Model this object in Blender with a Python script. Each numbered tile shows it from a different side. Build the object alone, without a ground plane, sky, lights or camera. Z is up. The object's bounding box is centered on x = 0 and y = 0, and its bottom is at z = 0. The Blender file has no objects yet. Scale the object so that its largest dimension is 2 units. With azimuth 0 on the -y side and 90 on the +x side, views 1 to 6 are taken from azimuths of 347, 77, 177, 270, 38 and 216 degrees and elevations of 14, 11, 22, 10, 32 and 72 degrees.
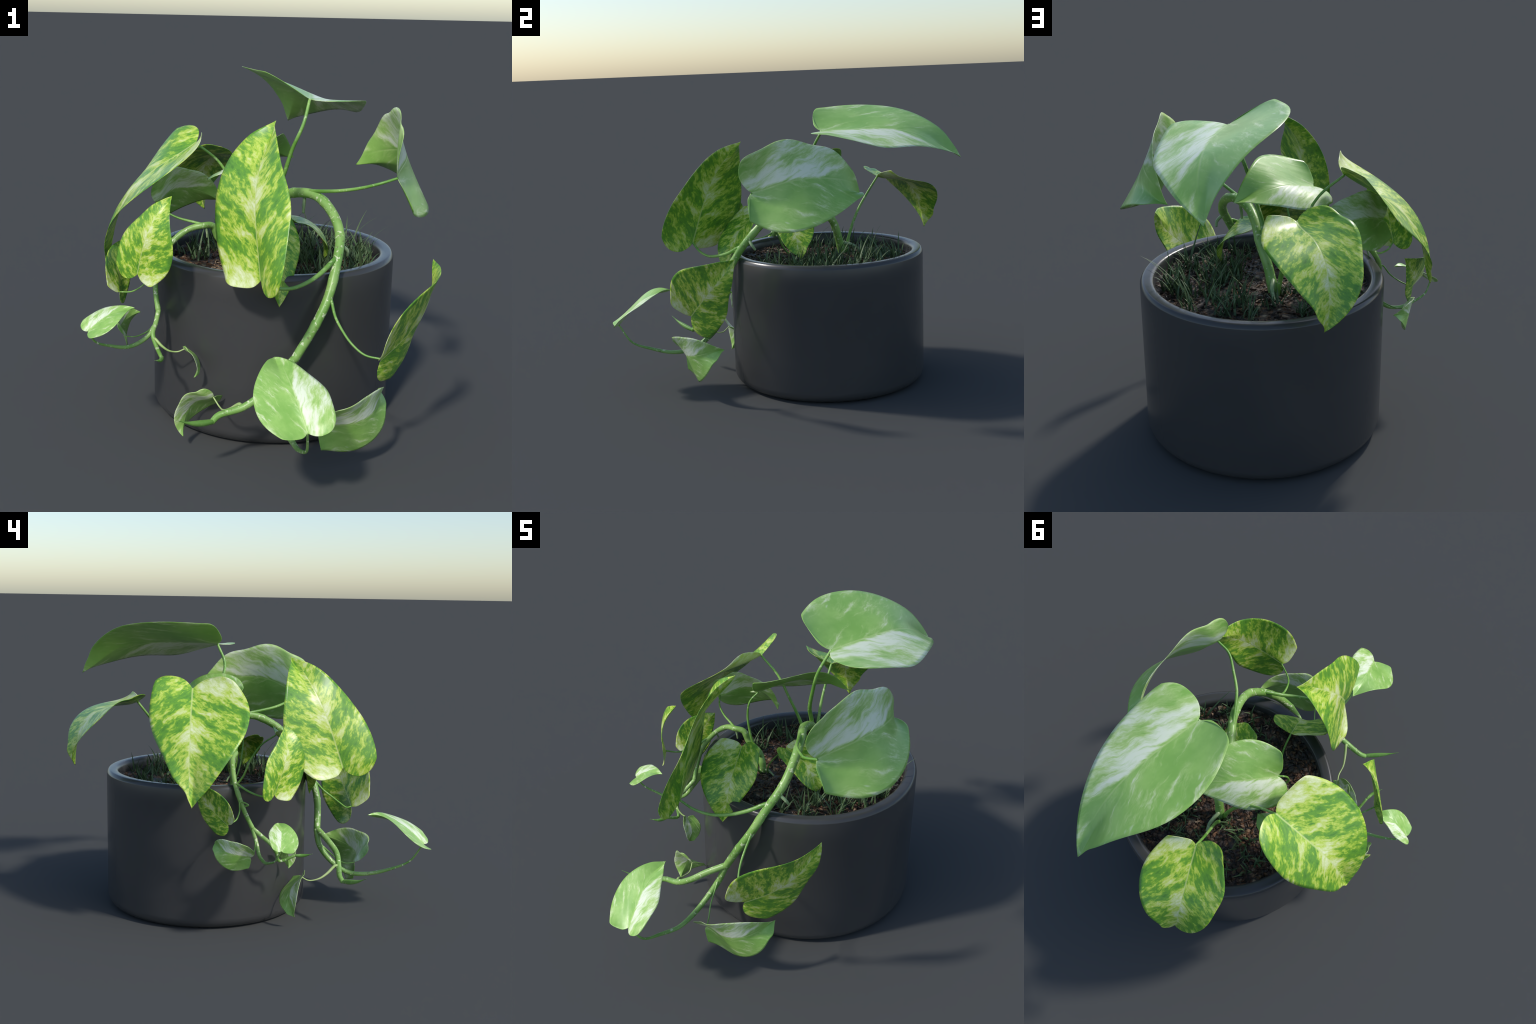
# Potted variegated climbing vine: a dark satin planter, bark soil, grass tufts,
# two trailing vines and heart-shaped leaves on long stalks.
# Frame: metres, z up, planter standing on z = 0.
import bpy, math, random
import numpy as np
from mathutils import Matrix, Vector, Quaternion

random.seed(11)
RNG = np.random.default_rng(11)

# ------------------------------------------------------------------ helpers
def catmull(points, count):
    """Catmull-Rom curve through the control points, sampled `count` times."""
    p = np.asarray(points, float)
    p = np.vstack([2 * p[0] - p[1], p, 2 * p[-1] - p[-2]])
    t = np.linspace(0, len(points) - 1 - 1e-9, count)
    i = t.astype(int)
    f = (t - i)[:, None]
    a, b, c, d = p[i], p[i + 1], p[i + 2], p[i + 3]
    return .5 * (2 * b + (c - a) * f + (2 * a - 5 * b + 4 * c - d) * f * f + (3 * b - a - 3 * c + d) * f ** 3)


def make_mesh(name, verts, faces, smooth=True):
    me = bpy.data.meshes.new(name)
    me.from_pydata([tuple(v) for v in verts], [], [tuple(f) for f in faces])
    me.update()
    if smooth:
        me.polygons.foreach_set("use_smooth", [True] * len(me.polygons))
    return me


def add(name, me, parent, material):
    ob = bpy.data.objects.new(name, me)
    bpy.context.scene.collection.objects.link(ob)
    ob.parent = parent
    if material and not me.materials:
        me.materials.append(material)
    return ob


def tube(path, radii, sides=12, cap=True):
    """Round tube along a path with parallel-transported rings."""
    path = np.asarray(path, float)
    n = len(path)
    tan = np.gradient(path, axis=0)
    tan /= np.linalg.norm(tan, axis=1)[:, None]
    ref = np.array([0, 0, 1.]) if abs(tan[0][2]) < .9 else np.array([1., 0, 0])
    u = np.cross(tan[0], ref); u /= np.linalg.norm(u)
    verts, faces = [], []
    ang = np.linspace(0, 2 * np.pi, sides, endpoint=False)
    for k in range(n):
        u = u - tan[k] * (u @ tan[k]); u /= np.linalg.norm(u)
        w = np.cross(tan[k], u)
        for a in ang:
            verts.append(path[k] + radii[k] * (np.cos(a) * u + np.sin(a) * w))
    for k in range(n - 1):
        for j in range(sides):
            a, b = k * sides + j, k * sides + (j + 1) % sides
            faces.append((a, b, b + sides, a + sides))
    if cap:
        for k, flip in ((0, True), (n - 1, False)):
            end = len(verts)
            out = tan[k] * (-1 if flip else 1)
            verts.append(path[k] + out * radii[k] * .6)
            for j in range(sides):
                a, b = k * sides + j, k * sides + (j + 1) % sides
                faces.append((b, a, end) if flip else (a, b, end))
    return verts, faces


# ------------------------------------------------------------------ materials
class Nodes:
    """Small wrapper that keeps node building readable."""
    def __init__(self, name):
        self.mat = bpy.data.materials.new(name)
        self.mat.use_nodes = True
        self.t = self.mat.node_tree
        self.bsdf = self.t.nodes["Principled BSDF"]
    def new(self, kind, **kw):
        n = self.t.nodes.new(kind)
        for k, v in kw.items():
            setattr(n, k, v)
        return n
    def put(self, sock, v):
        if isinstance(v, bpy.types.NodeSocket):
            self.t.links.new(v, sock)
        else:
            sock.default_value = v
    def math(self, op, a, b=0.0, c=0.0, clamp=False):
        n = self.new("ShaderNodeMath", operation=op, use_clamp=clamp)
        for s, v in zip(n.inputs, (a, b, c)):
            self.put(s, v)
        return n.outputs[0]
    def object_xyz(self):
        tc = self.new("ShaderNodeTexCoord")
        s = self.new("ShaderNodeSeparateXYZ")
        self.t.links.new(tc.outputs["Object"], s.inputs[0])
        return tc.outputs["Object"], s.outputs
    def vec(self, x, y, z):
        n = self.new("ShaderNodeCombineXYZ")
        for s, v in zip(n.inputs, (x, y, z)):
            self.put(s, v)
        return n.outputs[0]
    def noise(self, vec, scale, detail=3.0, rough=.5, distort=0.0):
        n = self.new("ShaderNodeTexNoise")
        self.put(n.inputs["Vector"], vec)
        n.inputs["Scale"].default_value = scale
        n.inputs["Detail"].default_value = detail
        n.inputs["Roughness"].default_value = rough
        n.inputs["Distortion"].default_value = distort
        return n.outputs["Fac"]
    def voronoi(self, vec, scale, feature="F1", out="Distance"):
        n = self.new("ShaderNodeTexVoronoi", feature=feature)
        self.put(n.inputs["Vector"], vec)
        n.inputs["Scale"].default_value = scale
        return n.outputs[out]
    def ramp(self, fac, stops, interp="LINEAR"):
        n = self.new("ShaderNodeValToRGB")
        n.color_ramp.interpolation = interp
        e = n.color_ramp.elements
        while len(e) < len(stops):
            e.new(.5)
        for el, (p, c) in zip(e, stops):
            el.position = p
            el.color = (*c, 1) if len(c) == 3 else c
        self.put(n.inputs[0], fac)
        return n.outputs[0]
    def smooth(self, v, lo, hi):
        n = self.new("ShaderNodeMapRange", interpolation_type="SMOOTHSTEP")
        self.put(n.inputs[0], v)
        n.inputs[1].default_value, n.inputs[2].default_value = lo, hi
        return n.outputs[0]
    def mix(self, fac, a, b):
        n = self.new("ShaderNodeMix", data_type="RGBA")
        self.put(n.inputs["Factor"], fac)
        for s, v in ((n.inputs[6], a), (n.inputs[7], b)):
            self.put(s, (*v, 1) if isinstance(v, tuple) and len(v) == 3 else v)
        return n.outputs[2]
    def bump(self, h, strength, dist=.002):
        n = self.new("ShaderNodeBump")
        n.inputs["Strength"].default_value = strength
        n.inputs["Distance"].default_value = dist
        self.put(n.inputs["Height"], h)
        self.t.links.new(n.outputs[0], self.bsdf.inputs["Normal"])
    def finish(self, colour, rough=.5, spec=.5, **kw):
        self.put(self.bsdf.inputs["Base Color"], (*colour, 1) if isinstance(colour, tuple) else colour)
        self.put(self.bsdf.inputs["Roughness"], rough)
        self.put(self.bsdf.inputs["Specular IOR Level"], spec)
        for k, v in kw.items():
            self.put(self.bsdf.inputs[k], v)
        return self.mat


def leaf_coordinates(n, side, forward=.80, outward=.62):
    """Leaf frame from Object coordinates: x runs base to tip, y across.
    `side` (+1/-1) says which half carries the paler pattern."""
    _, (x, y, z) = n.object_xyz()
    t = n.math("MULTIPLY", y, float(side))
    ay = n.math("ABSOLUTE", y)
    # side veins leave the midrib steeply forward: v is constant along a vein
    v = n.math("SUBTRACT", n.math("MULTIPLY", x, outward), n.math("MULTIPLY", ay, forward))
    half = n.math("SIGN", t)
    return x, y, t, ay, v, half


def marbled_leaf_material(name, side):
    """Green leaf flecked with lime and cream along the side veins."""
    n = Nodes(name)
    x, y, t, ay, v, half = leaf_coordinates(n, side)
    off = n.math("MULTIPLY", half, 3.7)
    wob = n.math("MULTIPLY", n.math("SUBTRACT", n.noise(n.vec(n.math("MULTIPLY", x, 7.), n.math("MULTIPLY", y, 7.), 4.), 1.0, 3.0), .5), .09)
    vw = n.math("ADD", v, wob)
    patch = n.noise(n.vec(n.math("MULTIPLY", vw, 10.), n.math("MULTIPLY", x, 4.), n.math("ADD", off, 9.)), 1.0, 2.0, .5)
    streak = n.noise(n.vec(n.math("MULTIPLY", vw, 30.), n.math("MULTIPLY", x, 9.), off), 1.0, 4.0, .6)
    fleck = n.noise(n.vec(n.math("MULTIPLY", vw, 66.), n.math("MULTIPLY", x, 34.), off), 1.0, 4.0, .65)
    val = n.math("ADD", n.math("MULTIPLY", patch, .36), n.math("MULTIPLY", streak, .48))
    val = n.math("ADD", val, n.math("MULTIPLY", fleck, .36))
    cloud = n.noise(n.vec(n.math("MULTIPLY", x, 13.), n.math("MULTIPLY", y, 13.), n.math("ADD", off, 31.)), 1.0, 4.0, .6)
    val = n.math("ADD", n.math("MULTIPLY", val, .76), n.math("MULTIPLY", cloud, .29))
    # where the cream gathers: beside the midrib half way along, the back lobe, the tip
    near = n.math("SUBTRACT", 1.0, n.smooth(ay, .02, .20))
    along = n.math("MULTIPLY", n.smooth(x, .18, .36), n.math("SUBTRACT", 1.0, n.smooth(x, .58, .85)))
    pale_half = n.smooth(t, -.10, .02)
    band = n.math("MULTIPLY", n.math("MULTIPLY", near, along), n.math("ADD", .35, n.math("MULTIPLY", pale_half, .65)))
    lobe = n.math("MULTIPLY", n.math("SUBTRACT", 1.0, n.smooth(n.math("SUBTRACT", x, n.math("MULTIPLY", ay, .25)), -.06, .12)), n.smooth(t, .0, .07))
    tip = n.smooth(x, .86, 1.0)
    val = n.math("ADD", val, n.math("MULTIPLY", band, .09))
    val = n.math("ADD", val, n.math("MULTIPLY", lobe, .13))
    val = n.math("ADD", val, n.math("MULTIPLY", tip, .05))
    col = n.ramp(val, [(.465, DEEP), (.530, GREEN), (.578, GREEN2), (.612, LIME), (.652, LIME2), (.715, CREAM), (.80, CREAM2)])
    rib = n.math("MULTIPLY", n.math("SUBTRACT", 1.0, n.smooth(ay, .002, .009)), n.math("SUBTRACT", 1.0, n.smooth(x, .55, .9)))
    col = n.mix(n.math("MULTIPLY", rib, .6), col, CREAM)
    veins = n.noise(n.vec(n.math("MULTIPLY", v, 24.), n.math("MULTIPLY", ay, 2.), off), 1.0, 1.0)
    n.bump(n.math("ADD", veins, n.math("MULTIPLY", rib, -.8)), .10, .012)
    return n.finish(col, LEAF_ROUGH, .5)


def plain_leaf_material(name, side):
    """Light green leaf, one half clouded with silvery cream patches."""
    n = Nodes(name)
    x, y, t, ay, v, half = leaf_coordinates(n, side, .91, .42)
    off = n.math("MULTIPLY", half, 5.3)
    wob = n.math("MULTIPLY", n.math("SUBTRACT", n.noise(n.vec(n.math("MULTIPLY", x, 6.), n.math("MULTIPLY", y, 6.), 2.), 1.0, 3.0), .5), .11)
    vw = n.math("ADD", v, wob)
    patch = n.noise(n.vec(n.math("MULTIPLY", vw, 8.), n.math("MULTIPLY", x, 3.5), n.math("ADD", off, 3.)), 1.0, 2.0, .5)
    streak = n.noise(n.vec(n.math("MULTIPLY", vw, 24.), n.math("MULTIPLY", x, 3.5), off), 1.0, 4.0, .6)
    fine = n.noise(n.vec(n.math("MULTIPLY", vw, 46.), n.math("MULTIPLY", x, 14.), off), 1.0, 4.0, .65)
    tone = n.noise(n.vec(n.math("MULTIPLY", x, 5.), n.math("MULTIPLY", y, 5.), 1.), 1.0, 4.0, .6)
    val = n.math("ADD", n.math("MULTIPLY", patch, .46), n.math("MULTIPLY", streak, .42))
    val = n.math("ADD", val, n.math("MULTIPLY", fine, .32))
    # silver sits on one half: next to the midrib near the base, then out at the edge
    pale_half = n.math("SUBTRACT", 1.0, n.smooth(t, -.03, .0))
    inner = n.math("MULTIPLY", n.math("SUBTRACT", 1.0, n.smooth(ay, .05, .17)), n.math("SUBTRACT", 1.0, n.smooth(x, .35, .75)))
    outer = n.math("MULTIPLY", n.smooth(ay, .14, .26), n.math("MULTIPLY", n.smooth(x, .08, .25), n.math("SUBTRACT", 1.0, n.smooth(x, .65, .85))))
    where = n.math("MULTIPLY", n.math("MAXIMUM", inner, outer), pale_half)
    lift = n.math("ADD", n.math("MULTIPLY", where, .10), n.math("MULTIPLY", pale_half, .04))
    wet = n.math("ADD", val, lift)
    green = n.mix(n.smooth(tone, .3, .72), GREEN_A, GREEN_B)
    lime = n.math("MULTIPLY", n.smooth(n.math("ADD", wet, n.math("MULTIPLY", pale_half, .03)), .57, .74), .85)
    col = n.mix(lime, green, LIME_P)
    col = n.mix(n.math("MULTIPLY", n.smooth(wet, .635, .82), .95), col, SILVER)
    # sparse short blotches on the green half, out towards its edge
    blot = n.noise(n.vec(n.math("MULTIPLY", v, 19.), n.math("MULTIPLY", x, 7.), 21.), 1.0, 2.0, .5)
    other = n.math("MULTIPLY", n.math("MULTIPLY", n.smooth(blot, .64, .76), n.smooth(t, .02, .08)), n.smooth(ay, .08, .2))
    col = n.mix(n.math("MULTIPLY", other, .5), col, SILVER)
    rib = n.math("MULTIPLY", n.math("SUBTRACT", 1.0, n.smooth(ay, .002, .009)), n.math("SUBTRACT", 1.0, n.smooth(x, .5, .85)))
    col = n.mix(n.math("MULTIPLY", rib, .5), col, LIME_P)
    veins = n.noise(n.vec(n.math("MULTIPLY", v, 24.), n.math("MULTIPLY", ay, 2.), off), 1.0, 1.0)
    n.bump(n.math("ADD", veins, n.math("MULTIPLY", rib, -.8)), .10, .012)
    return n.finish(col, LEAF_ROUGH, .5)


def stem_material(name, light, dark, speckle):
    n = Nodes(name)
    obj, (x, y, z) = n.object_xyz()
    tone = n.noise(obj, 9., 3.)
    col = n.mix(n.smooth(tone, .35, .7), dark, light)
    big = n.noise(obj, 14., 2.)
    spots = n.math("MULTIPLY", n.smooth(n.noise(obj, 62., 2., .45, .4), .60, .68), n.smooth(big, .38, .5))
    col = n.mix(n.math("MULTIPLY", spots, speckle), col, (.78, .84, .56))
    other = n.vec(n.math("ADD", x, 3.1), n.math("ADD", y, 1.7), z)
    scars = n.math("MULTIPLY", n.smooth(n.noise(other, 58., 2., .45, .4), .62, .70), n.smooth(n.noise(other, 11., 2.), .42, .52))
    col = n.mix(n.math("MULTIPLY", scars, speckle * .8), col, (.16, .15, .07))
    n.bump(n.noise(obj, 60., 3.), .15, .004)
    return n.finish(col, .38, .5)


# palette (linear base colours)
DEEP, GREEN = (.078, .230, .026), (.125, .320, .034)
GREEN2 = (.15, .36, .030)
LIME, LIME2 = (.32, .52, .045), (.51, .65, .09)
CREAM, CREAM2 = (.62, .72, .27), (.78, .84, .52)
GREEN_A, GREEN_B = (.235, .465, .088), (.335, .57, .135)
LIME_P, SILVER = (.50, .67, .24), (.80, .86, .66)
LEAF_ROUGH = .34

MARBLED = {s: marbled_leaf_material("marbled_leaf_left" if s > 0 else "marbled_leaf_right", s) for s in (1, -1)}
PLAIN = {s: plain_leaf_material("streaked_leaf_left" if s > 0 else "streaked_leaf_right", s) for s in (1, -1)}
VINE = stem_material("vine_bark", (.32, .52, .15), (.19, .39, .075), .85)
STALK = stem_material("leaf_stalk_green", (.28, .50, .12), (.14, .33, .05), .35)
SHEATH = stem_material("pale_sheath", (.52, .64, .27), (.36, .52, .16), .1)
ROOT = stem_material("aerial_root_pale", (.36, .46, .25), (.22, .34, .15), .3)


def planter_material():
    n = Nodes("dark_satin_glaze")
    obj, _ = n.object_xyz()
    tone = n.noise(obj, 3., 3.)
    col = n.ramp(tone, [(.3, (.052, .052, .053)), (.7, (.059, .059, .059))])
    rough = n.math("ADD", .22, n.math("MULTIPLY", n.noise(obj, 25., 3.), .06))
    return n.finish(col, rough, .5)


def soil_material():
    """Bark chips pressed into dark compost."""
    n = Nodes("bark_soil")
    obj, (x, y, z) = n.object_xyz()
    warp = n.new("ShaderNodeVectorMath", operation="ADD")
    wn = n.new("ShaderNodeTexNoise"); wn.inputs["Scale"].default_value = 22.
    n.t.links.new(obj, wn.inputs["Vector"])
    sc = n.new("ShaderNodeVectorMath", operation="SCALE"); sc.inputs[3].default_value = .03
    n.t.links.new(wn.outputs["Color"], sc.inputs[0])
    n.t.links.new(obj, warp.inputs[0]); n.t.links.new(sc.outputs[0], warp.inputs[1])
    w = warp.outputs[0]
    vor = n.new("ShaderNodeTexVoronoi"); vor.inputs["Scale"].default_value = 48.
    n.t.links.new(w, vor.inputs["Vector"])
    cell = n.new("ShaderNodeSeparateColor"); n.t.links.new(vor.outputs["Color"], cell.inputs[0])
    chip = n.ramp(cell.outputs[0], [(.0, (.012, .009, .008)), (.34, (.055, .028, .017)), (.62, (.16, .070, .034)), (.85, (.29, .145, .070)), (.97, (.46, .34, .23))])
    shade = n.smooth(vor.outputs["Distance"], .75, .25)
    grain = n.noise(w, 160., 4., .7)
    dark = n.math("MULTIPLY", n.math("ADD", .25, n.math("MULTIPLY", shade, .75)), n.math("ADD", .35, n.math("MULTIPLY", grain, 1.3)))
    big = n.smooth(n.noise(obj, 4.5, 3.), .38, .62)
    col = n.mix(n.math("MULTIPLY", dark, n.math("ADD", .35, n.math("MULTIPLY", big, .75))), (.008, .006, .006), chip)
    n.bump(n.math("ADD", shade, n.math("MULTIPLY", grain, .6)), .6, .02)
    rough = n.math("ADD", .16, n.math("MULTIPLY", n.smooth(n.noise(obj, 9., 3.), .35, .65), .34))
    return n.finish(col, rough, .6)


def chip_material():
    n = Nodes("bark_chip")
    obj, _ = n.object_xyz()
    info = n.voronoi(obj, 26., "F1", "Color")
    s = n.new("ShaderNodeSeparateColor"); n.t.links.new(info, s.inputs[0])
    col = n.ramp(s.outputs[0], [(.0, (.028, .017, .012)), (.45, (.125, .056, .028)), (.8, (.25, .122, .060)), (1., (.46, .34, .23))])
    g = n.noise(obj, 90., 3., .7)
    col = n.mix(n.smooth(g, .3, .7), (.02, .012, .009), col)
    n.bump(g, .4, .006)
    return n.finish(col, .55, .4)


def grass_material():
    n = Nodes("grass_green")
    info = n.new("ShaderNodeObjectInfo")
    obj, (x, y, z) = n.object_xyz()
    tone = n.noise(obj, 18., 2.)
    col = n.mix(n.smooth(tone, .3, .7), (.068, .125, .052), (.125, .185, .082))
    col = n.mix(n.math("MULTIPLY", n.smooth(n.noise(obj, 40., 1.), .62, .7), .5), col, (.18, .24, .09))
    return n.finish(col, .5, .35)


# ------------------------------------------------------------------ thing
plant = bpy.data.objects.new("potted_vine", None)
bpy.context.scene.collection.objects.link(plant)
plant["label"] = "trailing variegated vine with heart-shaped leaves in dark round planter"
plant["category"] = "potted plant"

# ------------------------------------------------------------------ planter
CX, CY, R, H, RIN, SOIL_Z = .129, .2415, .5560, .762, .489, .709
plant.location = (CX, CY, 0)
ORIGIN = np.array([CX, CY, 0.])


def lathe(profile, seg=128):
    verts, faces = [], []
    for r, z in profile:
        for k in range(seg):
            a = 2 * math.pi * k / seg
            verts.append((r * math.cos(a), r * math.sin(a), z))
    for i in range(len(profile) - 1):
        for k in range(seg):
            a, b = i * seg + k, i * seg + (k + 1) % seg
            faces.append((a, b, b + seg, a + seg))
    return verts, faces


def arc(cx, cz, r, a0, a1, n=8):
    return [(cx + r * math.cos(math.radians(a0 + (a1 - a0) * i / n)), cz + r * math.sin(math.radians(a0 + (a1 - a0) * i / n))) for i in range(n + 1)]


profile = [(.001, .004), (.40, .004), (.44, .0), (R - .070, .0)]
profile += arc(R - .062, .062, .062, -86, 0, 12)
profile += [(R - .0005, z) for z in (.2, .35, .5, .65)]
profile += [(R - .0005, H - .021), (R - .002, H - .016), (R - .010, H - .004), (R - .014, H - .001), (R - .020, H)]
profile += [(RIN + .022, H - .001), (RIN + .013, H - .003), (RIN + .006, H - .009), (RIN + .001, H - .020)]
profile += [(RIN - .002, .70), (RIN - .006, .60), (RIN - .02, .40), (.30, .38), (.001, .38)]
v, f = lathe(profile)
pot = add("planter", make_mesh("planter", v, f), plant, planter_material())

# ------------------------------------------------------------------ soil
def soil_height(x, y):
    """Gently uneven compost surface (pot-centred x, y)."""
    h = .010 * math.sin(7.3 * x + 1.2) * math.cos(6.1 * y - .4) + .006 * math.sin(15 * x - 11 * y)
    h += .004 * math.sin(31 * x + 7) * math.sin(27 * y + 3)
    return SOIL_Z + h


rings, seg = 56, 180
v, f = [(0, 0, soil_height(0, 0))], []
for i in range(1, rings + 1):
    r = (RIN + .004) * i / rings
    for k in range(seg):
        a = 2 * math.pi * k / seg
        x, y = r * math.cos(a), r * math.sin(a)
        v.append((x, y, soil_height(x, y) + RNG.normal(0, .0012)))
for k in range(seg):
    f.append((0, 1 + k, 1 + (k + 1) % seg))
for i in range(rings - 1):
    for k in range(seg):
        a, b = 1 + i * seg + k, 1 + i * seg + (k + 1) % seg
        f.append((a, a + seg, b + seg, b))
soil = add("soil", make_mesh("soil", v, f), plant, soil_material())

# loose bark chips: flattened, bent slivers scattered over the compost
v, f = [], []
for _ in range(900):
    rr, a = (RIN - .02) * math.sqrt(RNG.random()), RNG.random() * 2 * math.pi
    x, y = rr * math.cos(a), rr * math.sin(a)
    ln = RNG.uniform(.006, .016) if RNG.random() < .85 else RNG.uniform(.016, .030)
    wd, th = RNG.uniform(.003, .008), RNG.uniform(.0012, .0035)
    q = Quaternion((0, 0, 1), RNG.uniform(0, 6.3)) @ Quaternion((1, 0, 0), RNG.normal(0, .35)) @ Quaternion((0, 1, 0), RNG.normal(0, .3))
    b = len(v)
    for sx in (-1, 0, 1):
        for sy, sz in ((-1, -.6), (-.7, 1), (.7, 1), (1, -.6)):
            w = Vector((sx * ln * RNG.uniform(.8, 1.1), sy * wd * (.55 if sx else 1.) * RNG.uniform(.8, 1.2), sz * th + (0 if sx else .002)))
            w = q @ w
            v.append((x + w.x, y + w.y, soil_height(x, y) + .0015 + w.z))
    for i in range(2):
        for j in range(4):
            f.append((b + i * 4 + j, b + i * 4 + (j + 1) % 4, b + (i + 1) * 4 + (j + 1) % 4, b + (i + 1) * 4 + j))
    f += [(b + 3, b + 2, b + 1, b), (b + 8, b + 9, b + 10, b + 11)]
chips = add("bark_chips", make_mesh("bark_chips", v, f, False), plant, chip_material())
chips["kind"] = "stuff"

# ------------------------------------------------------------------ grass tufts
GRASS = grass_material()


def tuft_mesh(index, blades, tall):
    v, f = [], []
    for _ in range(blades):
        a = RNG.uniform(0, 2 * math.pi)
        lean, droop = RNG.uniform(.05, .6), RNG.uniform(.1, 1.3)
        ln, wd = tall * (RNG.uniform(.25, .75) if RNG.random() < .75 else RNG.uniform(.8, 1.2)), RNG.uniform(.0026, .0062)
        bx, by = RNG.normal(0, .012, 2)
        out = np.array([math.cos(a), math.sin(a), 0]); across = np.array([-math.sin(a), math.cos(a), 0])
        p = np.array([bx, by, -.006]); ang = lean
        b = len(v); steps = 7
        for k in range(steps + 1):
            s = k / steps
            w = wd * (1 - s ** 2.2) + .0003
            fold = np.array([0, 0, w * .35])
            v += [p + across * w + fold, p, p - across * w + fold]
            ang += droop * 1.6 * s / steps
            p = p + (out * math.sin(ang) + np.array([0, 0, 1]) * math.cos(ang)) * ln / steps
        for k in range(steps):
            for j in range(2):
                c = b + k * 3 + j
                f.append((c, c + 1, c + 4, c + 3))
    me = make_mesh("grass_tuft", v, f)
    me.materials.append(GRASS)
    return me


TUFTS = [tuft_mesh(i, 6 + i % 4, (.18, .15, .21, .11, .065, .05)[i]) for i in range(6)]
# patches of grass: centre x, y (world), spread, number of tufts, tuft kinds
PATCHES = [(.42, .12, .085, 19, (0, 1, 2)), (.46, .32, .075, 18, (0, 1, 2)), (.33, .50, .075, 14, (0, 1, 3)),
           (.32, .06, .07, 8, (1, 3)), (.30, .28, .08, 4, (1, 3, 0)), (.14, .58, .06, 6, (1, 3)),
           (.0, .56, .055, 5, (3, 4)), (-.10, .47, .07, 7, (4, 3)), (-.20, .27, .035, 4, (1, 0)),
           (-.21, .47, .05, 5, (1, 3)), (.30, -.10, .06, 7, (3, 4)), (.40, -.02, .06, 8, (1, 3, 4)),
           (.13, .48, .05, 4, (4, 5)), (.0, .42, .05, 4, (5, 4)), (.20, -.13, .05, 4, (4, 5))]
for cx, cy, sp, count, kinds in PATCHES:
    for _ in range(count):
        x, y = RNG.normal(cx, sp) - CX, RNG.normal(cy, sp) - CY
        rr = math.hypot(x, y)
        if rr > RIN - .05:
            x, y = x / rr * (RIN - .05), y / rr * (RIN - .05)
        ob = add("grass_tuft", TUFTS[kinds[int(RNG.integers(len(kinds)))]], plant, None)
        ob["kind"] = "stuff"
        ob.location = (x, y, soil_height(x, y))
        ob.rotation_euler = (RNG.normal(0, .08), RNG.normal(0, .08), RNG.uniform(0, 6.3))
        s = RNG.uniform(.75, 1.25)
        ob.scale = (s, s, s)

# ------------------------------------------------------------------ leaves
# Half outline of a heart-shaped blade in its flat pattern: x from the notch
# (0) to the tip (1), y outwards; the back lobe lies at x < 0.
HALF = np.array([(0, 0), (-.07, .05), (-.135, .16), (-.11, .31), (.03, .44), (.2, .485), (.4, .44), (.6, .335), (.78, .2), (.91, .085), (1, 0)])
RIB = 41


def rib_curve(p):
    """Midrib in unit length: bend (k), sideways sweep (b) and twist (t)."""
    s = np.linspace(0, 1, RIB); c = s - .5
    th = p["k1"] * c + p["k2"] * (c * c - 1 / 12) + p["k3"] * (c ** 3 - .15 * c) * 2 + p["k4"] * (c ** 4 - .214 * c * c) * 4
    ps = p["b1"] * c + p["b2"] * (c * c - 1 / 12) + p["b3"] * (c ** 3 - .15 * c) * 2
    tw = p["t1"] * c + p["t2"] * (c * c - 1 / 12)
    t = np.stack([np.cos(th) * np.cos(ps), np.sin(ps), np.sin(th) * np.cos(ps)], 1)
    m = np.zeros((RIB, 3)); m[1:] = np.cumsum((t[1:] + t[:-1]) / 2, 0) / (RIB - 1)
    y = np.cross([0, 0, 1.], t); y /= np.linalg.norm(y, axis=1)[:, None]
    z = np.cross(t, y)
    cw, sw = np.cos(tw)[:, None], np.sin(tw)[:, None]
    return m, t, cw * y + sw * z, cw * z - sw * y


def blade_points(p, side, x, y):
    """Fold and curl flat pattern points of one half into 3D."""
    m, t, yy, zz = rib_curve(p)
    xc = np.clip(x, 0, 1)
    i = np.minimum((xc * (RIB - 1)).astype(int), RIB - 2); fr = (xc * (RIB - 1) - i)[:, None]
    M, T, Y, Z = (a[i] * (1 - fr) + a[i + 1] * fr for a in (m, t, yy, zz))
    M = M + T * (x - xc)[:, None]
    c = x - .4; k = "l" if side > 0 else "r"
    fold = p["f" + k + "0"] + p["f" + k + "1"] * c + p["f" + k + "2"] * (c * c - .08) + p["f" + k + "3"] * c ** 3 * 2
    curl = p["c" + k + "0"] + p["c" + k + "1"] * c + p["c" + k + "2"] * (c * c - .08)
    u = np.linspace(0, 1, 9)[:, None] * y[None]
    ang = fold[None] + curl[None] * u
    w = np.ones(9); w[0] = w[-1] = .5
    cy = (np.cos(ang) * w[:, None]).sum(0) / 8 * y
    cz = (np.sin(ang) * w[:, None]).sum(0) / 8 * y
    return M + side * Y * cy[:, None] + Z * cz[:, None]


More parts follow.
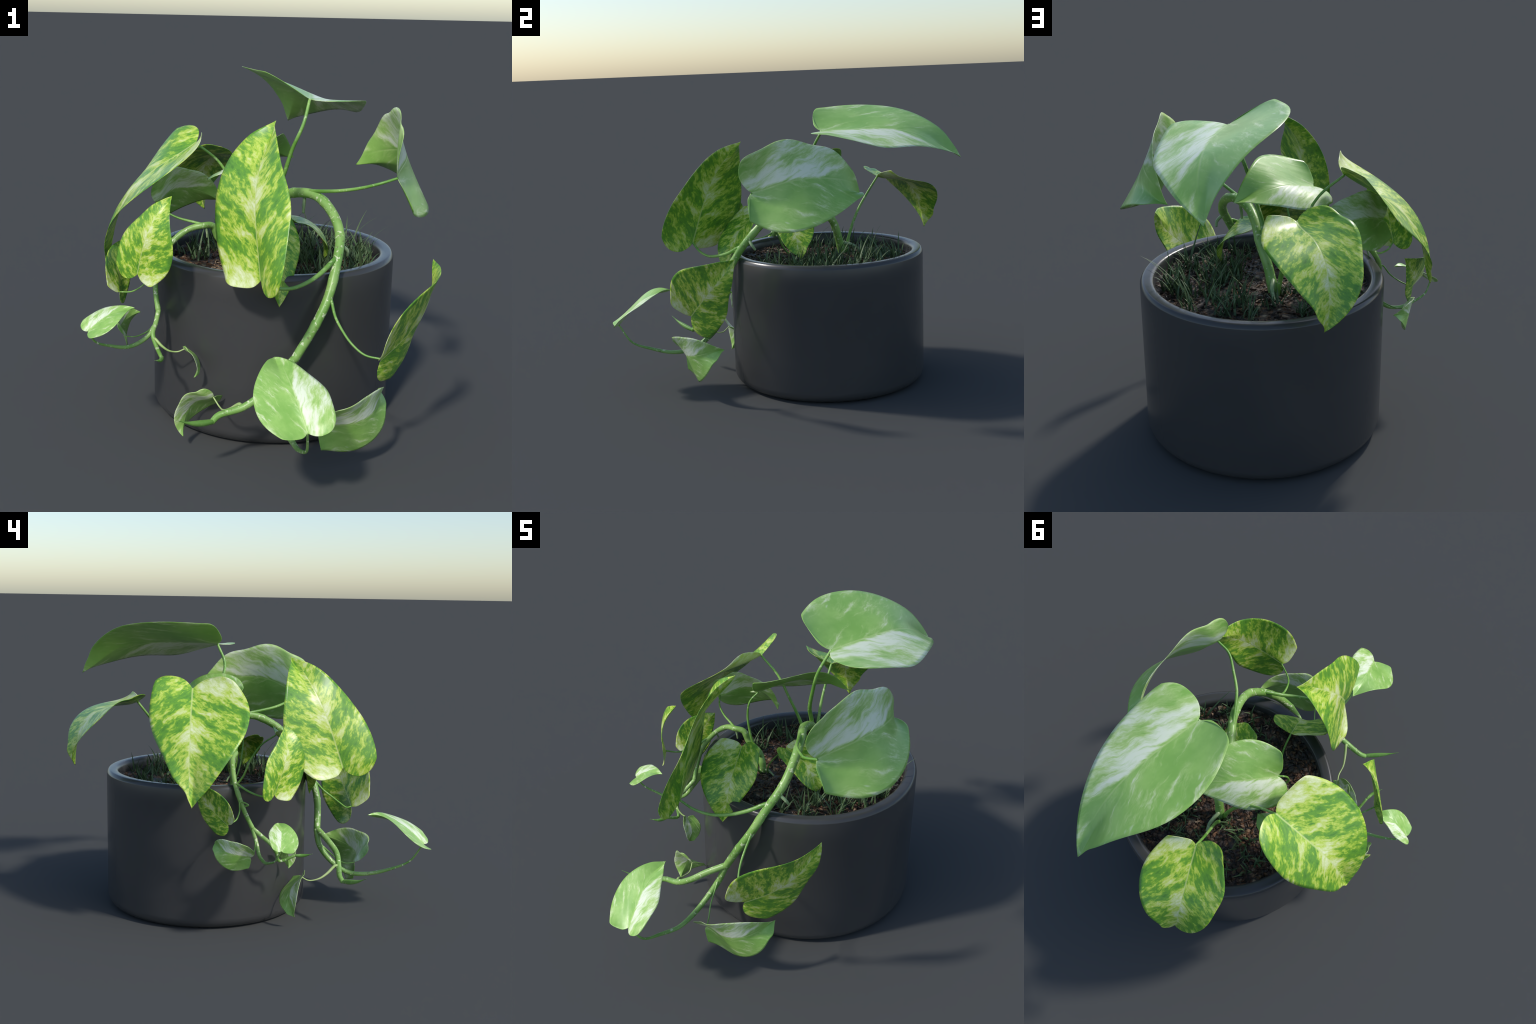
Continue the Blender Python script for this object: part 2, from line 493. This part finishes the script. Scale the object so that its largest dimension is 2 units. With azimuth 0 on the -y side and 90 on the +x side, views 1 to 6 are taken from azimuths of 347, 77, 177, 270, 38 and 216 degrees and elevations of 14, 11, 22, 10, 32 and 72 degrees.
def leaf(kind, base, turn, size, flip=1, pale=1, **p):
    """One leaf blade. base: notch position; turn: rotation as a quaternion;
    size: midrib length; wl/wr, ll/lr: half widths and lobe depths."""
    nu, nw = 57, 15
    q = HALF.copy()
    q[1:-1, 0] += p["sh"] * np.sin(np.pi * np.clip(q[1:-1, 0], 0, 1))
    rows = {}
    for side, wk, lk in ((1, "wl", "ll"), (-1, "wr", "lr")):
        o = catmull(q, nu)
        oy = o[:, 1] * (1 + p["o" + wk[1] + "1"] * np.exp(-((o[:, 0] - .05) / .2) ** 2) + p["o" + wk[1] + "2"] * np.exp(-((o[:, 0] - .75) / .18) ** 2)
                        + p["o" + wk[1] + "3"] * np.exp(-((o[:, 0] - .9) / .06) ** 2))
        ex = np.where(o[:, 0] < 0, o[:, 0] * p[lk], o[:, 0]); ey = np.maximum(oy, 0) * p[wk]
        u = np.linspace(0, 1, nu)
        mx = np.clip(u * 1.28 - .28, 0, 1) ** 1.25          # where this vein meets the midrib
        g = []
        for j in range(nw):
            s = j / (nw - 1)
            bend = .06 * math.sin(math.pi * s) * np.sin(np.pi * u) ** 2
            x = mx + (ex - mx) * s - bend * (u > .05)
            y = ey * s
            pts = blade_points(p, side, x, y)
            # gentle ripple that grows towards the margin
            pts[:, 2] += .009 * s ** 2 * np.sin(np.pi * u) * np.sin(2 * np.pi * (2.6 * u + .3 * side) + 9 * size)
            g.append(pts)
        rows[side] = np.stack(g, 1)                           # nu, nw, 3
    # ease the crease along the midrib: average across the blade, edges held
    across = np.concatenate([rows[-1][:, :0:-1], rows[1]], 1)
    for _ in range(3):
        mean = .5 * across[:, 1:-1] + .25 * (across[:, :-2] + across[:, 2:])
        mean[mx == 0] = across[mx == 0, 1:-1]
        across[:, 1:-1] = mean
    rows = {1: across[:, nw - 1:], -1: across[:, nw - 1::-1]}
    tilt = (p["fl0"] - p["fr0"]) / 2                          # keep the blade symmetric in its frame
    rot = np.array(Matrix.Rotation(-tilt, 3, "X"))
    verts, faces, index = [], [], {}
    def vid(side, i, j):
        key = (0, i, 0) if j == 0 else (side, i, j)
        if i == nu - 1: key = ("tip",)
        if j == 0 and i <= 12 and mx[i] == 0: key = ("notch",)
        if i == 0: key = ("notch",)
        if key not in index:
            index[key] = len(verts)
            verts.append(rot @ rows[side][i, j] * np.array([1, flip, 1]))
        return index[key]
    for side in (1, -1):
        for i in range(nu - 1):
            for j in range(nw - 1):
                quad = [vid(side, i, j), vid(side, i, j + 1), vid(side, i + 1, j + 1), vid(side, i + 1, j)]
                quad = [a for k, a in enumerate(quad) if a not in quad[:k]]
                if len(quad) > 2:
                    faces.append(quad if side * flip < 0 else quad[::-1])
    me = make_mesh("leaf", verts, faces)
    ob = add("leaf", me, plant, (MARBLED if kind == "marbled" else PLAIN)[pale])
    ob.rotation_mode = "QUATERNION"
    ob.rotation_quaternion = turn
    ob.scale = (size,) * 3
    ob.location = Vector(base) - Vector(ORIGIN)
    mod = ob.modifiers.new("thickness", "SOLIDIFY")
    mod.thickness, mod.offset = .0016 / size, 0
    return ob


LEAVES = {}
LEAVES['centre'] = leaf('streaked', base=(-0.111, 0.122, 1.131), turn=(0.9043, -0.2637, -0.1241, 0.3119), size=0.474, flip=1, pale=-1,
    wl=0.759, wr=0.753, ll=0.721, lr=0.237, k1=-0.598, k2=-0.372, k3=1.815, b1=0.703, b2=-0.159, t1=-0.398, t2=0.537, fl0=0.735, fl1=-0.309, fl2=1.069, fr0=-0.291, fr1=-0.211, fr2=2.003, cl0=-1.234, cl1=1.328, cr0=-0.130, cr1=-0.831, sh=0.074, k4=2.298, b3=-2.057, fl3=1.409, fr3=0.081, cl2=-1.973, cr2=2.297, ol1=-0.060, ol2=-0.075, or1=-0.117, or2=-0.149, ol3=-0.100, or3=-0.007)
LEAVES['left_front'] = leaf('marbled', base=(-0.538, -0.128, 0.750), turn=(0.7315, 0.3615, -0.5526, 0.1703), size=0.380, flip=1, pale=-1,
    wl=0.742, wr=0.746, ll=0.805, lr=0.265, k1=-0.651, k2=-0.322, k3=1.414, b1=0.659, b2=-0.034, t1=-0.392, t2=0.574, fl0=0.693, fl1=-0.292, fl2=1.193, fr0=-0.322, fr1=-0.207, fr2=2.062, cl0=-1.247, cl1=1.327, cr0=-0.137, cr1=-0.832, sh=0.082, k4=2.396, b3=-2.236, fl3=1.406, fr3=0.158, cl2=-1.948, cr2=2.306, ol1=-0.060, ol2=-0.083, or1=-0.135, or2=-0.126, ol3=-0.122, or3=0.021)
LEAVES['left_low'] = leaf('marbled', base=(-0.596, 0.100, 0.609), turn=(0.6309, -0.4762, -0.6121, 0.0242), size=0.285, flip=1, pale=-1,
    wl=0.749, wr=0.742, ll=0.781, lr=0.233, k1=-0.609, k2=-0.266, k3=1.464, b1=0.671, b2=-0.064, t1=-0.417, t2=0.570, fl0=0.719, fl1=-0.338, fl2=1.153, fr0=-0.278, fr1=-0.191, fr2=2.054, cl0=-1.240, cl1=1.323, cr0=-0.132, cr1=-0.830, sh=0.081, k4=2.451, b3=-2.267, fl3=1.243, fr3=0.139, cl2=-1.956, cr2=2.307, ol1=-0.058, ol2=-0.082, or1=-0.134, or2=-0.126, ol3=-0.110, or3=0.012)
LEAVES['inner_front'] = leaf('marbled', base=(-0.008, -0.141, 0.969), turn=(0.6902, 0.2745, 0.3985, -0.5381), size=0.396, flip=1, pale=-1,
    wl=0.747, wr=0.772, ll=0.679, lr=0.249, k1=-0.582, k2=-0.423, k3=1.898, b1=0.694, b2=-0.192, t1=-0.434, t2=0.605, fl0=0.803, fl1=-0.349, fl2=1.130, fr0=-0.231, fr1=-0.171, fr2=1.997, cl0=-1.227, cl1=1.320, cr0=-0.124, cr1=-0.827, sh=0.073, k4=1.960, b3=-2.041, fl3=1.249, fr3=0.189, cl2=-1.961, cr2=2.294, ol1=-0.058, ol2=-0.090, or1=-0.119, or2=-0.137, ol3=-0.103, or3=0.002)
LEAVES['left_trailing'] = leaf('streaked', base=(-0.744, -0.160, 0.521), turn=(0.9536, 0.1836, -0.2283, 0.0697), size=0.220, flip=1, pale=-1,
    wl=0.753, wr=0.754, ll=0.734, lr=0.254, k1=-0.643, k2=-0.394, k3=1.677, b1=0.692, b2=-0.128, t1=-0.413, t2=0.568, fl0=0.733, fl1=-0.322, fl2=1.140, fr0=-0.277, fr1=-0.190, fr2=2.050, cl0=-1.237, cl1=1.324, cr0=-0.132, cr1=-0.829, sh=0.079, k4=2.295, b3=-2.126, fl3=1.340, fr3=0.111, cl2=-1.958, cr2=2.305, ol1=-0.060, ol2=-0.081, or1=-0.127, or2=-0.131, ol3=-0.109, or3=0.012)
LEAVES['crown'] = leaf('streaked', base=(0.269, 0.196, 1.440), turn=(0.7570, 0.0919, 0.2008, 0.6149), size=0.845, flip=-1, pale=1,
    wl=0.774, wr=0.752, ll=0.614, lr=0.265, k1=-0.622, k2=-0.540, k3=1.389, b1=0.742, b2=0.093, t1=-0.306, t2=0.489, fl0=0.551, fl1=-0.196, fl2=1.217, fr0=-0.335, fr1=-0.167, fr2=1.830, cl0=0.167, cl1=0.315, cr0=-0.153, cr1=-0.821, sh=0.077, k4=2.448, b3=-1.919, fl3=0.956, fr3=0.100, cl2=-0.004, cr2=2.307, ol1=-0.083, ol2=-0.057, or1=-0.123, or2=-0.201, ol3=-0.035, or3=-0.135)
LEAVES['front_large'] = leaf('marbled', base=(-0.097, -0.499, 0.810), turn=(0.7563, 0.0118, -0.5944, 0.2730), size=0.678, flip=-1, pale=1,
    wl=0.721, wr=0.779, ll=0.750, lr=0.272, k1=-0.521, k2=-0.165, k3=1.311, b1=0.560, b2=0.074, t1=-0.396, t2=0.500, fl0=0.781, fl1=-0.202, fl2=1.198, fr0=-0.318, fr1=-0.124, fr2=2.185, cl0=-1.240, cl1=1.337, cr0=-0.147, cr1=-0.826, sh=0.094, k4=2.608, b3=-2.152, fl3=1.312, fr3=0.329, cl2=-1.934, cr2=2.336, ol1=-0.042, ol2=-0.088, or1=-0.147, or2=-0.094, ol3=-0.025, or3=0.035)
LEAVES['left_large'] = leaf('marbled', base=(-0.231, 0.298, 1.233), turn=(-0.0115, -0.4229, -0.0033, 0.9061), size=0.718, flip=-1, pale=1,
    wl=0.708, wr=0.783, ll=0.624, lr=0.359, k1=-0.764, k2=-0.465, k3=2.763, b1=0.726, b2=-0.128, t1=-0.473, t2=0.852, fl0=0.742, fl1=-0.405, fl2=1.245, fr0=-0.275, fr1=-0.232, fr2=2.012, cl0=-1.229, cl1=1.289, cr0=-0.126, cr1=-0.836, sh=0.073, k4=2.143, b3=-2.360, fl3=1.900, fr3=-0.355, cl2=-1.909, cr2=2.330, ol1=-0.062, ol2=-0.121, or1=-0.089, or2=-0.126, ol3=-0.319, or3=0.029)
LEAVES['right_low'] = leaf('marbled', base=(0.375, -0.599, 0.494), turn=(0.4056, 0.8001, 0.0234, 0.4414), size=0.512, flip=-1, pale=1,
    wl=0.750, wr=0.717, ll=0.772, lr=0.237, k1=-0.700, k2=-0.417, k3=1.309, b1=0.752, b2=-0.091, t1=-0.411, t2=0.580, fl0=0.609, fl1=-0.368, fl2=1.204, fr0=-0.276, fr1=-0.211, fr2=2.084, cl0=-1.255, cl1=1.321, cr0=-0.134, cr1=-0.835, sh=0.088, k4=2.419, b3=-2.403, fl3=1.091, fr3=0.159, cl2=-1.945, cr2=2.313, ol1=-0.060, ol2=-0.079, or1=-0.151, or2=-0.119, ol3=-0.112, or3=0.032)
LEAVES['front_low'] = leaf('streaked', base=(-0.024, -0.963, 0.377), turn=(0.6516, 0.1256, -0.2534, 0.7039), size=0.378, flip=-1, pale=1,
    wl=0.787, wr=0.735, ll=0.739, lr=0.252, k1=-0.521, k2=-0.477, k3=1.619, b1=0.709, b2=-0.148, t1=-0.411, t2=0.556, fl0=0.742, fl1=-0.307, fl2=1.139, fr0=-0.234, fr1=-0.176, fr2=2.078, cl0=-1.234, cl1=1.326, cr0=-0.130, cr1=-0.830, sh=0.080, k4=2.379, b3=-2.092, fl3=1.351, fr3=0.177, cl2=-1.956, cr2=2.312, ol1=-0.061, ol2=-0.072, or1=-0.120, or2=-0.138, ol3=-0.109, or3=0.013)
LEAVES['back'] = leaf('marbled', base=(-0.001, 0.612, 1.137), turn=(0.5278, -0.3668, 0.1933, 0.7413), size=0.562, flip=1, pale=-1,
    wl=0.829, wr=0.744, ll=0.752, lr=0.123, k1=-1.708, k2=-0.311, k3=4.062, b1=-0.572, b2=-1.644, t1=-0.284, t2=0.742, fl0=-0.313, fl1=-0.048, fl2=0.763, fr0=0.584, fr1=-0.239, fr2=2.635, cl0=0.584, cl1=0.059, cr0=0.082, cr1=-0.724, sh=0.020, k4=-2.569, b3=0.325, fl3=0.667, fr3=0.873, cl2=3.401, cr2=2.056, ol1=-0.162, ol2=0.152, or1=-0.219, or2=0.061, ol3=-0.013, or3=0.455)
LEAVES['front_right_low'] = leaf('streaked', base=(0.136, -0.604, 0.221), turn=(0.6049, 0.7334, 0.1245, 0.2840), size=0.413, flip=1, pale=-1,
    wl=0.851, wr=0.701, ll=0.776, lr=0.058, k1=-1.839, k2=-0.338, k3=4.061, b1=-0.526, b2=-1.553, t1=-0.306, t2=0.728, fl0=-0.366, fl1=-0.118, fl2=0.828, fr0=0.649, fr1=-0.233, fr2=2.740, cl0=0.573, cl1=0.048, cr0=0.079, cr1=-0.722, sh=0.023, k4=-2.858, b3=0.263, fl3=0.535, fr3=0.985, cl2=3.401, cr2=2.067, ol1=-0.169, ol2=0.173, or1=-0.211, or2=0.049, ol3=-0.018, or3=0.423)
LEAVES['front_small'] = leaf('streaked', base=(-0.242, -0.283, 0.243), turn=(0.2433, -0.4157, 0.3612, 0.7984), size=0.263, flip=1, pale=-1,
    wl=0.847, wr=0.704, ll=0.761, lr=0.080, k1=-1.738, k2=-0.381, k3=4.009, b1=-0.534, b2=-1.560, t1=-0.293, t2=0.725, fl0=-0.363, fl1=-0.061, fl2=0.814, fr0=0.633, fr1=-0.208, fr2=2.716, cl0=0.574, cl1=0.054, cr0=0.080, cr1=-0.720, sh=0.022, k4=-2.744, b3=0.294, fl3=0.721, fr3=1.067, cl2=3.399, cr2=2.062, ol1=-0.168, ol2=0.173, or1=-0.211, or2=0.048, ol3=-0.023, or3=0.429)
LEAVES['right_high'] = leaf('streaked', base=(0.524, -0.268, 1.160), turn=(0.6037, 0.3261, 0.3803, 0.6201), size=0.687, flip=1, pale=-1,
    wl=0.883, wr=0.678, ll=0.763, lr=0.066, k1=-1.786, k2=-1.019, k3=2.450, b1=-0.466, b2=-0.511, t1=-0.326, t2=0.717, fl0=-0.507, fl1=0.079, fl2=0.557, fr0=0.796, fr1=-0.092, fr2=2.927, cl0=0.690, cl1=0.094, cr0=0.072, cr1=-0.735, sh=0.001, k4=-3.536, b3=1.133, fl3=0.094, fr3=1.617, cl2=3.684, cr2=2.123, ol1=-0.190, ol2=0.363, or1=-0.190, or2=-0.069, ol3=0.297, or3=0.300)
LEAVES['inner_right'] = leaf('marbled', base=(0.129, 0.038, 0.924), turn=(0.9075, 0.0976, 0.4071, -0.0357), size=0.307, flip=-1, pale=1,
    wl=0.853, wr=0.708, ll=0.762, lr=0.090, k1=-1.737, k2=-0.320, k3=4.048, b1=-0.531, b2=-1.555, t1=-0.290, t2=0.741, fl0=-0.374, fl1=-0.063, fl2=0.817, fr0=0.618, fr1=-0.217, fr2=2.689, cl0=0.572, cl1=0.055, cr0=0.081, cr1=-0.721, sh=0.023, k4=-2.732, b3=0.283, fl3=0.671, fr3=1.057, cl2=3.400, cr2=2.058, ol1=-0.167, ol2=0.174, or1=-0.211, or2=0.047, ol3=-0.024, or3=0.426)
LEAVES['left_inner'] = leaf('streaked', base=(-0.424, 0.190, 0.987), turn=(0.8799, -0.4573, -0.0144, 0.1280), size=0.386, flip=-1, pale=1,
    wl=0.848, wr=0.710, ll=0.754, lr=0.087, k1=-1.730, k2=-0.343, k3=4.017, b1=-0.535, b2=-1.587, t1=-0.289, t2=0.736, fl0=-0.386, fl1=-0.046, fl2=0.821, fr0=0.607, fr1=-0.203, fr2=2.703, cl0=0.571, cl1=0.056, cr0=0.078, cr1=-0.718, sh=0.023, k4=-2.747, b3=0.338, fl3=0.799, fr3=1.023, cl2=3.401, cr2=2.062, ol1=-0.168, ol2=0.178, or1=-0.211, or2=0.043, ol3=-0.028, or3=0.426)
LEAVES['left_small'] = leaf('streaked', base=(-0.578, -0.012, 0.439), turn=(0.6414, -0.5559, -0.4532, 0.2724), size=0.236, flip=-1, pale=1,
    wl=0.852, wr=0.706, ll=0.764, lr=0.085, k1=-1.761, k2=-0.319, k3=4.037, b1=-0.535, b2=-1.555, t1=-0.294, t2=0.738, fl0=-0.368, fl1=-0.064, fl2=0.811, fr0=0.618, fr1=-0.211, fr2=2.694, cl0=0.573, cl1=0.054, cr0=0.080, cr1=-0.721, sh=0.023, k4=-2.747, b3=0.280, fl3=0.680, fr3=1.078, cl2=3.399, cr2=2.058, ol1=-0.167, ol2=0.175, or1=-0.211, or2=0.047, ol3=-0.022, or3=0.426)
LEAVES['left_tiny'] = leaf('streaked', base=(-0.352, -0.184, 0.429), turn=(0.7853, 0.0387, 0.5923, -0.1762), size=0.153, flip=-1, pale=1,
    wl=0.851, wr=0.708, ll=0.763, lr=0.086, k1=-1.761, k2=-0.319, k3=4.037, b1=-0.534, b2=-1.556, t1=-0.297, t2=0.740, fl0=-0.364, fl1=-0.070, fl2=0.810, fr0=0.627, fr1=-0.209, fr2=2.693, cl0=0.574, cl1=0.054, cr0=0.081, cr1=-0.720, sh=0.023, k4=-2.758, b3=0.279, fl3=0.663, fr3=1.085, cl2=3.398, cr2=2.058, ol1=-0.167, ol2=0.174, or1=-0.211, or2=0.047, ol3=-0.023, or3=0.426)

# ------------------------------------------------------------------ vines and stalks
def strand(name, points, radii, material, parent=plant, sides=12, node_every=None):
    pts = np.asarray(points, float) - ORIGIN
    n = max(14, 9 * len(points))
    path = catmull(pts, n)
    s = np.linspace(0, 1, n)
    rr = np.interp(s, np.linspace(0, 1, len(radii)), radii)
    if node_every:
        L = np.r_[0, np.cumsum(np.linalg.norm(np.diff(path, axis=0), axis=1))]
        rr = rr * (1 + .10 * np.exp(-(((L % node_every) - node_every / 2) / .012) ** 2))
    v, f = tube(path, rr, sides)
    return add(name, make_mesh(name, v, f), parent, material)


def leaf_stalk(key, points, radii, material=None):
    """Stalk of one leaf: child of its leaf, kept in world place."""
    ob = strand("leaf_stalk", points, radii, material or STALK, plant, 10)
    blade = LEAVES[key]
    bpy.context.view_layer.update()
    ob.parent = blade
    ob.matrix_parent_inverse = blade.matrix_world.inverted() @ plant.matrix_world
    return ob


def furled_bud(points, width, parent):
    """Young rolled leaf: a spindle that swells and ends in a point."""
    pts = np.asarray(points, float) - ORIGIN
    n = 24
    path = catmull(pts, n)
    s = np.linspace(0, 1, n)
    rr = width * (.35 + .65 * np.sin(np.pi * np.clip(s * 1.05 + .12, 0, 1)) ** .8) * (1 - s ** 3) + .0006
    v, f = tube(path, rr, 10)
    return add("furled_leaf_bud", make_mesh("furled_leaf_bud", v, f), parent, STALK)


vine = strand('vine_stem', [(0.078, 0.364, 0.660), (0.100, 0.331, 0.801), (0.137, 0.281, 0.922), (0.158, 0.195, 1.000), (0.191, 0.092, 1.037), (0.254, -0.015, 1.041), (0.294, -0.129, 0.987), (0.303, -0.219, 0.909), (0.269, -0.297, 0.807), (0.219, -0.358, 0.679), (0.156, -0.385, 0.565), (0.078, -0.382, 0.428)],
    (.0225, .0222, .0218, .0214, .0208, .0200, .0185), VINE, plant, 20, .2)
second_vine = strand('vine_stem', [(-0.055, 0.091, 0.660), (-0.057, 0.088, 0.735), (-0.088, 0.101, 0.795), (-0.156, 0.100, 0.835), (-0.183, 0.092, 0.892), (-0.230, 0.073, 0.902), (-0.294, 0.087, 0.883), (-0.357, 0.083, 0.839), (-0.408, 0.070, 0.777), (-0.442, 0.046, 0.708), (-0.448, 0.015, 0.631), (-0.441, -0.022, 0.553)],
    (.0180, .0165, .0155, .0142, .0130, .0118, .0110), VINE, plant, 16, .18)
strand('vine_branch', [(0.074, -0.379, 0.428), (0.046, -0.398, 0.339), (0.021, -0.466, 0.255), (0.006, -0.556, 0.199), (0.008, -0.668, 0.192), (-0.003, -0.787, 0.223), (-0.005, -0.897, 0.273), (-0.024, -0.964, 0.376)],
    (.0175, .0158, .0140, .0122, .0098, .0060, .0044), VINE, vine, 14)
strand('vine_branch', [(0.075, -0.382, 0.430), (-0.001, -0.436, 0.385), (-0.072, -0.482, 0.333), (-0.156, -0.489, 0.280), (-0.248, -0.487, 0.255), (-0.286, -0.502, 0.232)],
    (.0165, .0160, .0150, .0125), VINE, vine, 14)
strand('vine_branch', [(-0.439, -0.021, 0.556), (-0.462, -0.043, 0.483), (-0.510, -0.057, 0.433), (-0.579, -0.084, 0.415), (-0.651, -0.107, 0.432), (-0.716, -0.136, 0.463), (-0.745, -0.160, 0.520)],
    (.0108, .0102, .0092, .0076, .0048, .0034), VINE, second_vine, 12)
strand('vine_branch', [(-0.439, -0.021, 0.554), (-0.456, -0.070, 0.516), (-0.475, -0.115, 0.481), (-0.465, -0.143, 0.437), (-0.443, -0.163, 0.385), (-0.451, -0.239, 0.417)],
    (.0108, .0098, .0070), VINE, second_vine, 12)
furled_bud([(-0.275, -0.498, 0.232), (-0.331, -0.536, 0.245), (-0.385, -0.573, 0.266), (-0.436, -0.608, 0.296)], .0130, vine)
furled_bud([(-0.451, -0.239, 0.417), (-0.464, -0.287, 0.422), (-0.492, -0.327, 0.439)], .0085, second_vine)
leaf_stalk('crown', [(0.121, 0.307, 0.871), (0.120, 0.296, 0.867), (0.125, 0.258, 0.994), (0.156, 0.193, 1.100), (0.187, 0.172, 1.218), (0.229, 0.150, 1.332), (0.268, 0.194, 1.441)], (.0130, .0115, .0090, .0070))
leaf_stalk('right_high', [(0.228, 0.030, 1.045), (0.223, 0.030, 1.054), (0.268, -0.053, 1.068), (0.316, -0.133, 1.083), (0.383, -0.200, 1.104), (0.451, -0.257, 1.132), (0.527, -0.270, 1.157)], (.0095, .0080, .0070, .0055))
leaf_stalk('front_large', [(0.273, -0.290, 0.818), (0.259, -0.298, 0.826), (0.190, -0.347, 0.786), (0.120, -0.396, 0.762), (0.042, -0.437, 0.751), (-0.034, -0.471, 0.767), (-0.097, -0.500, 0.809)], (.0115, .0098, .0075, .0056))
leaf_stalk('right_low', [(0.219, -0.359, 0.678), (0.229, -0.372, 0.674), (0.233, -0.420, 0.621), (0.248, -0.473, 0.578), (0.274, -0.523, 0.536), (0.317, -0.564, 0.501), (0.375, -0.599, 0.493)], (.0070, .0052, .0040))
leaf_stalk('left_large', [(0.070, 0.350, 0.680), (0.042, 0.339, 0.807), (0.002, 0.325, 0.929), (-0.057, 0.310, 1.043), (-0.126, 0.305, 1.150), (-0.230, 0.299, 1.234)], (.0125, .0088, .0068, .0056))
leaf_stalk('back', [(0.070, 0.379, 0.680), (0.059, 0.401, 0.782), (0.045, 0.437, 0.878), (0.027, 0.486, 0.968), (0.011, 0.547, 1.053), (-0.001, 0.612, 1.138)], (.0110, .0080, .0062))
leaf_stalk('centre', [(-0.080, 0.100, 0.786), (-0.071, 0.080, 0.798), (-0.107, 0.070, 0.865), (-0.131, 0.071, 0.937), (-0.144, 0.075, 1.010), (-0.139, 0.087, 1.081), (-0.111, 0.121, 1.131)], (.0085, .0060, .0045))
leaf_stalk('left_inner', [(-0.218, 0.071, 0.905), (-0.280, 0.094, 0.917), (-0.340, 0.116, 0.932), (-0.391, 0.145, 0.957), (-0.425, 0.190, 0.987)], (.0065, .0048, .0038))
leaf_stalk('left_front', [(-0.413, 0.067, 0.769), (-0.421, 0.059, 0.776), (-0.441, 0.011, 0.749), (-0.472, -0.036, 0.734), (-0.507, -0.081, 0.732), (-0.538, -0.128, 0.750)], (.0062, .0050, .0040))
leaf_stalk('left_low', [(-0.448, 0.029, 0.665), (-0.457, 0.001, 0.677), (-0.466, 0.042, 0.693), (-0.497, 0.044, 0.652), (-0.545, 0.060, 0.619), (-0.596, 0.099, 0.607)], (.0045, .0036, .0030))
leaf_stalk('inner_front', [(-0.055, 0.091, 0.679), (-0.051, 0.037, 0.741), (-0.038, -0.003, 0.831), (-0.017, -0.060, 0.913), (-0.007, -0.140, 0.969)], (.0065, .0055, .0045))
leaf_stalk('inner_right', [(-0.031, 0.099, 0.680), (0.000, 0.061, 0.764), (0.057, 0.045, 0.847), (0.128, 0.038, 0.924)], (.0048, .0040, .0036))
leaf_stalk('front_right_low', [(0.045, -0.399, 0.337), (0.047, -0.408, 0.342), (0.059, -0.456, 0.296), (0.074, -0.503, 0.253), (0.103, -0.550, 0.224), (0.136, -0.606, 0.220)], (.0048, .0036, .0030))
leaf_stalk('front_small', [(-0.165, -0.489, 0.277), (-0.168, -0.468, 0.285), (-0.193, -0.426, 0.250), (-0.214, -0.380, 0.225), (-0.222, -0.327, 0.217), (-0.241, -0.283, 0.243)], (.0085, .0080, .0036, .0030), SHEATH)
leaf_stalk('left_tiny', [(-0.471, -0.132, 0.457), (-0.467, -0.142, 0.464), (-0.443, -0.162, 0.440), (-0.413, -0.166, 0.418), (-0.377, -0.165, 0.411), (-0.351, -0.184, 0.428)], (.0070, .0062, .0034, .0028), SHEATH)
leaf_stalk('left_small', [(-0.461, -0.039, 0.496), (-0.483, -0.036, 0.469), (-0.513, -0.032, 0.451), (-0.545, -0.024, 0.439), (-0.579, -0.012, 0.439)], (.0040, .0030, .0025))
strand('aerial_root', [(0.213, 0.053, 1.044), (0.219, 0.054, 1.023), (0.215, 0.044, 0.990), (0.213, 0.041, 0.955)], (.0085, .0075, .0060), ROOT, vine, 10)
strand('aerial_root', [(0.294, -0.248, 0.876), (0.315, -0.245, 0.863), (0.334, -0.237, 0.844), (0.338, -0.222, 0.821)], (.0090, .0085, .0065), ROOT, vine, 10)
strand('aerial_root', [(-0.219, 0.075, 0.903), (-0.218, 0.072, 0.891), (-0.214, 0.074, 0.869), (-0.213, 0.076, 0.847)], (.0060, .0055, .0040), ROOT, second_vine, 10)
strand('aerial_root', [(-0.377, 0.079, 0.818), (-0.372, 0.093, 0.810), (-0.375, 0.105, 0.797), (-0.380, 0.114, 0.781)], (.0055, .0050, .0040), ROOT, second_vine, 10)
strand('aerial_root', [(-0.054, 0.088, 0.715), (-0.021, 0.087, 0.718), (0.008, 0.076, 0.720), (0.035, 0.062, 0.720)], (.0070, .0060, .0040), ROOT, second_vine, 10)
strand('aerial_root', [(0.092, 0.342, 0.763), (0.086, 0.369, 0.771), (0.094, 0.422, 0.752), (0.088, 0.461, 0.722)], (.0110, .0105, .0080), ROOT, vine, 10)
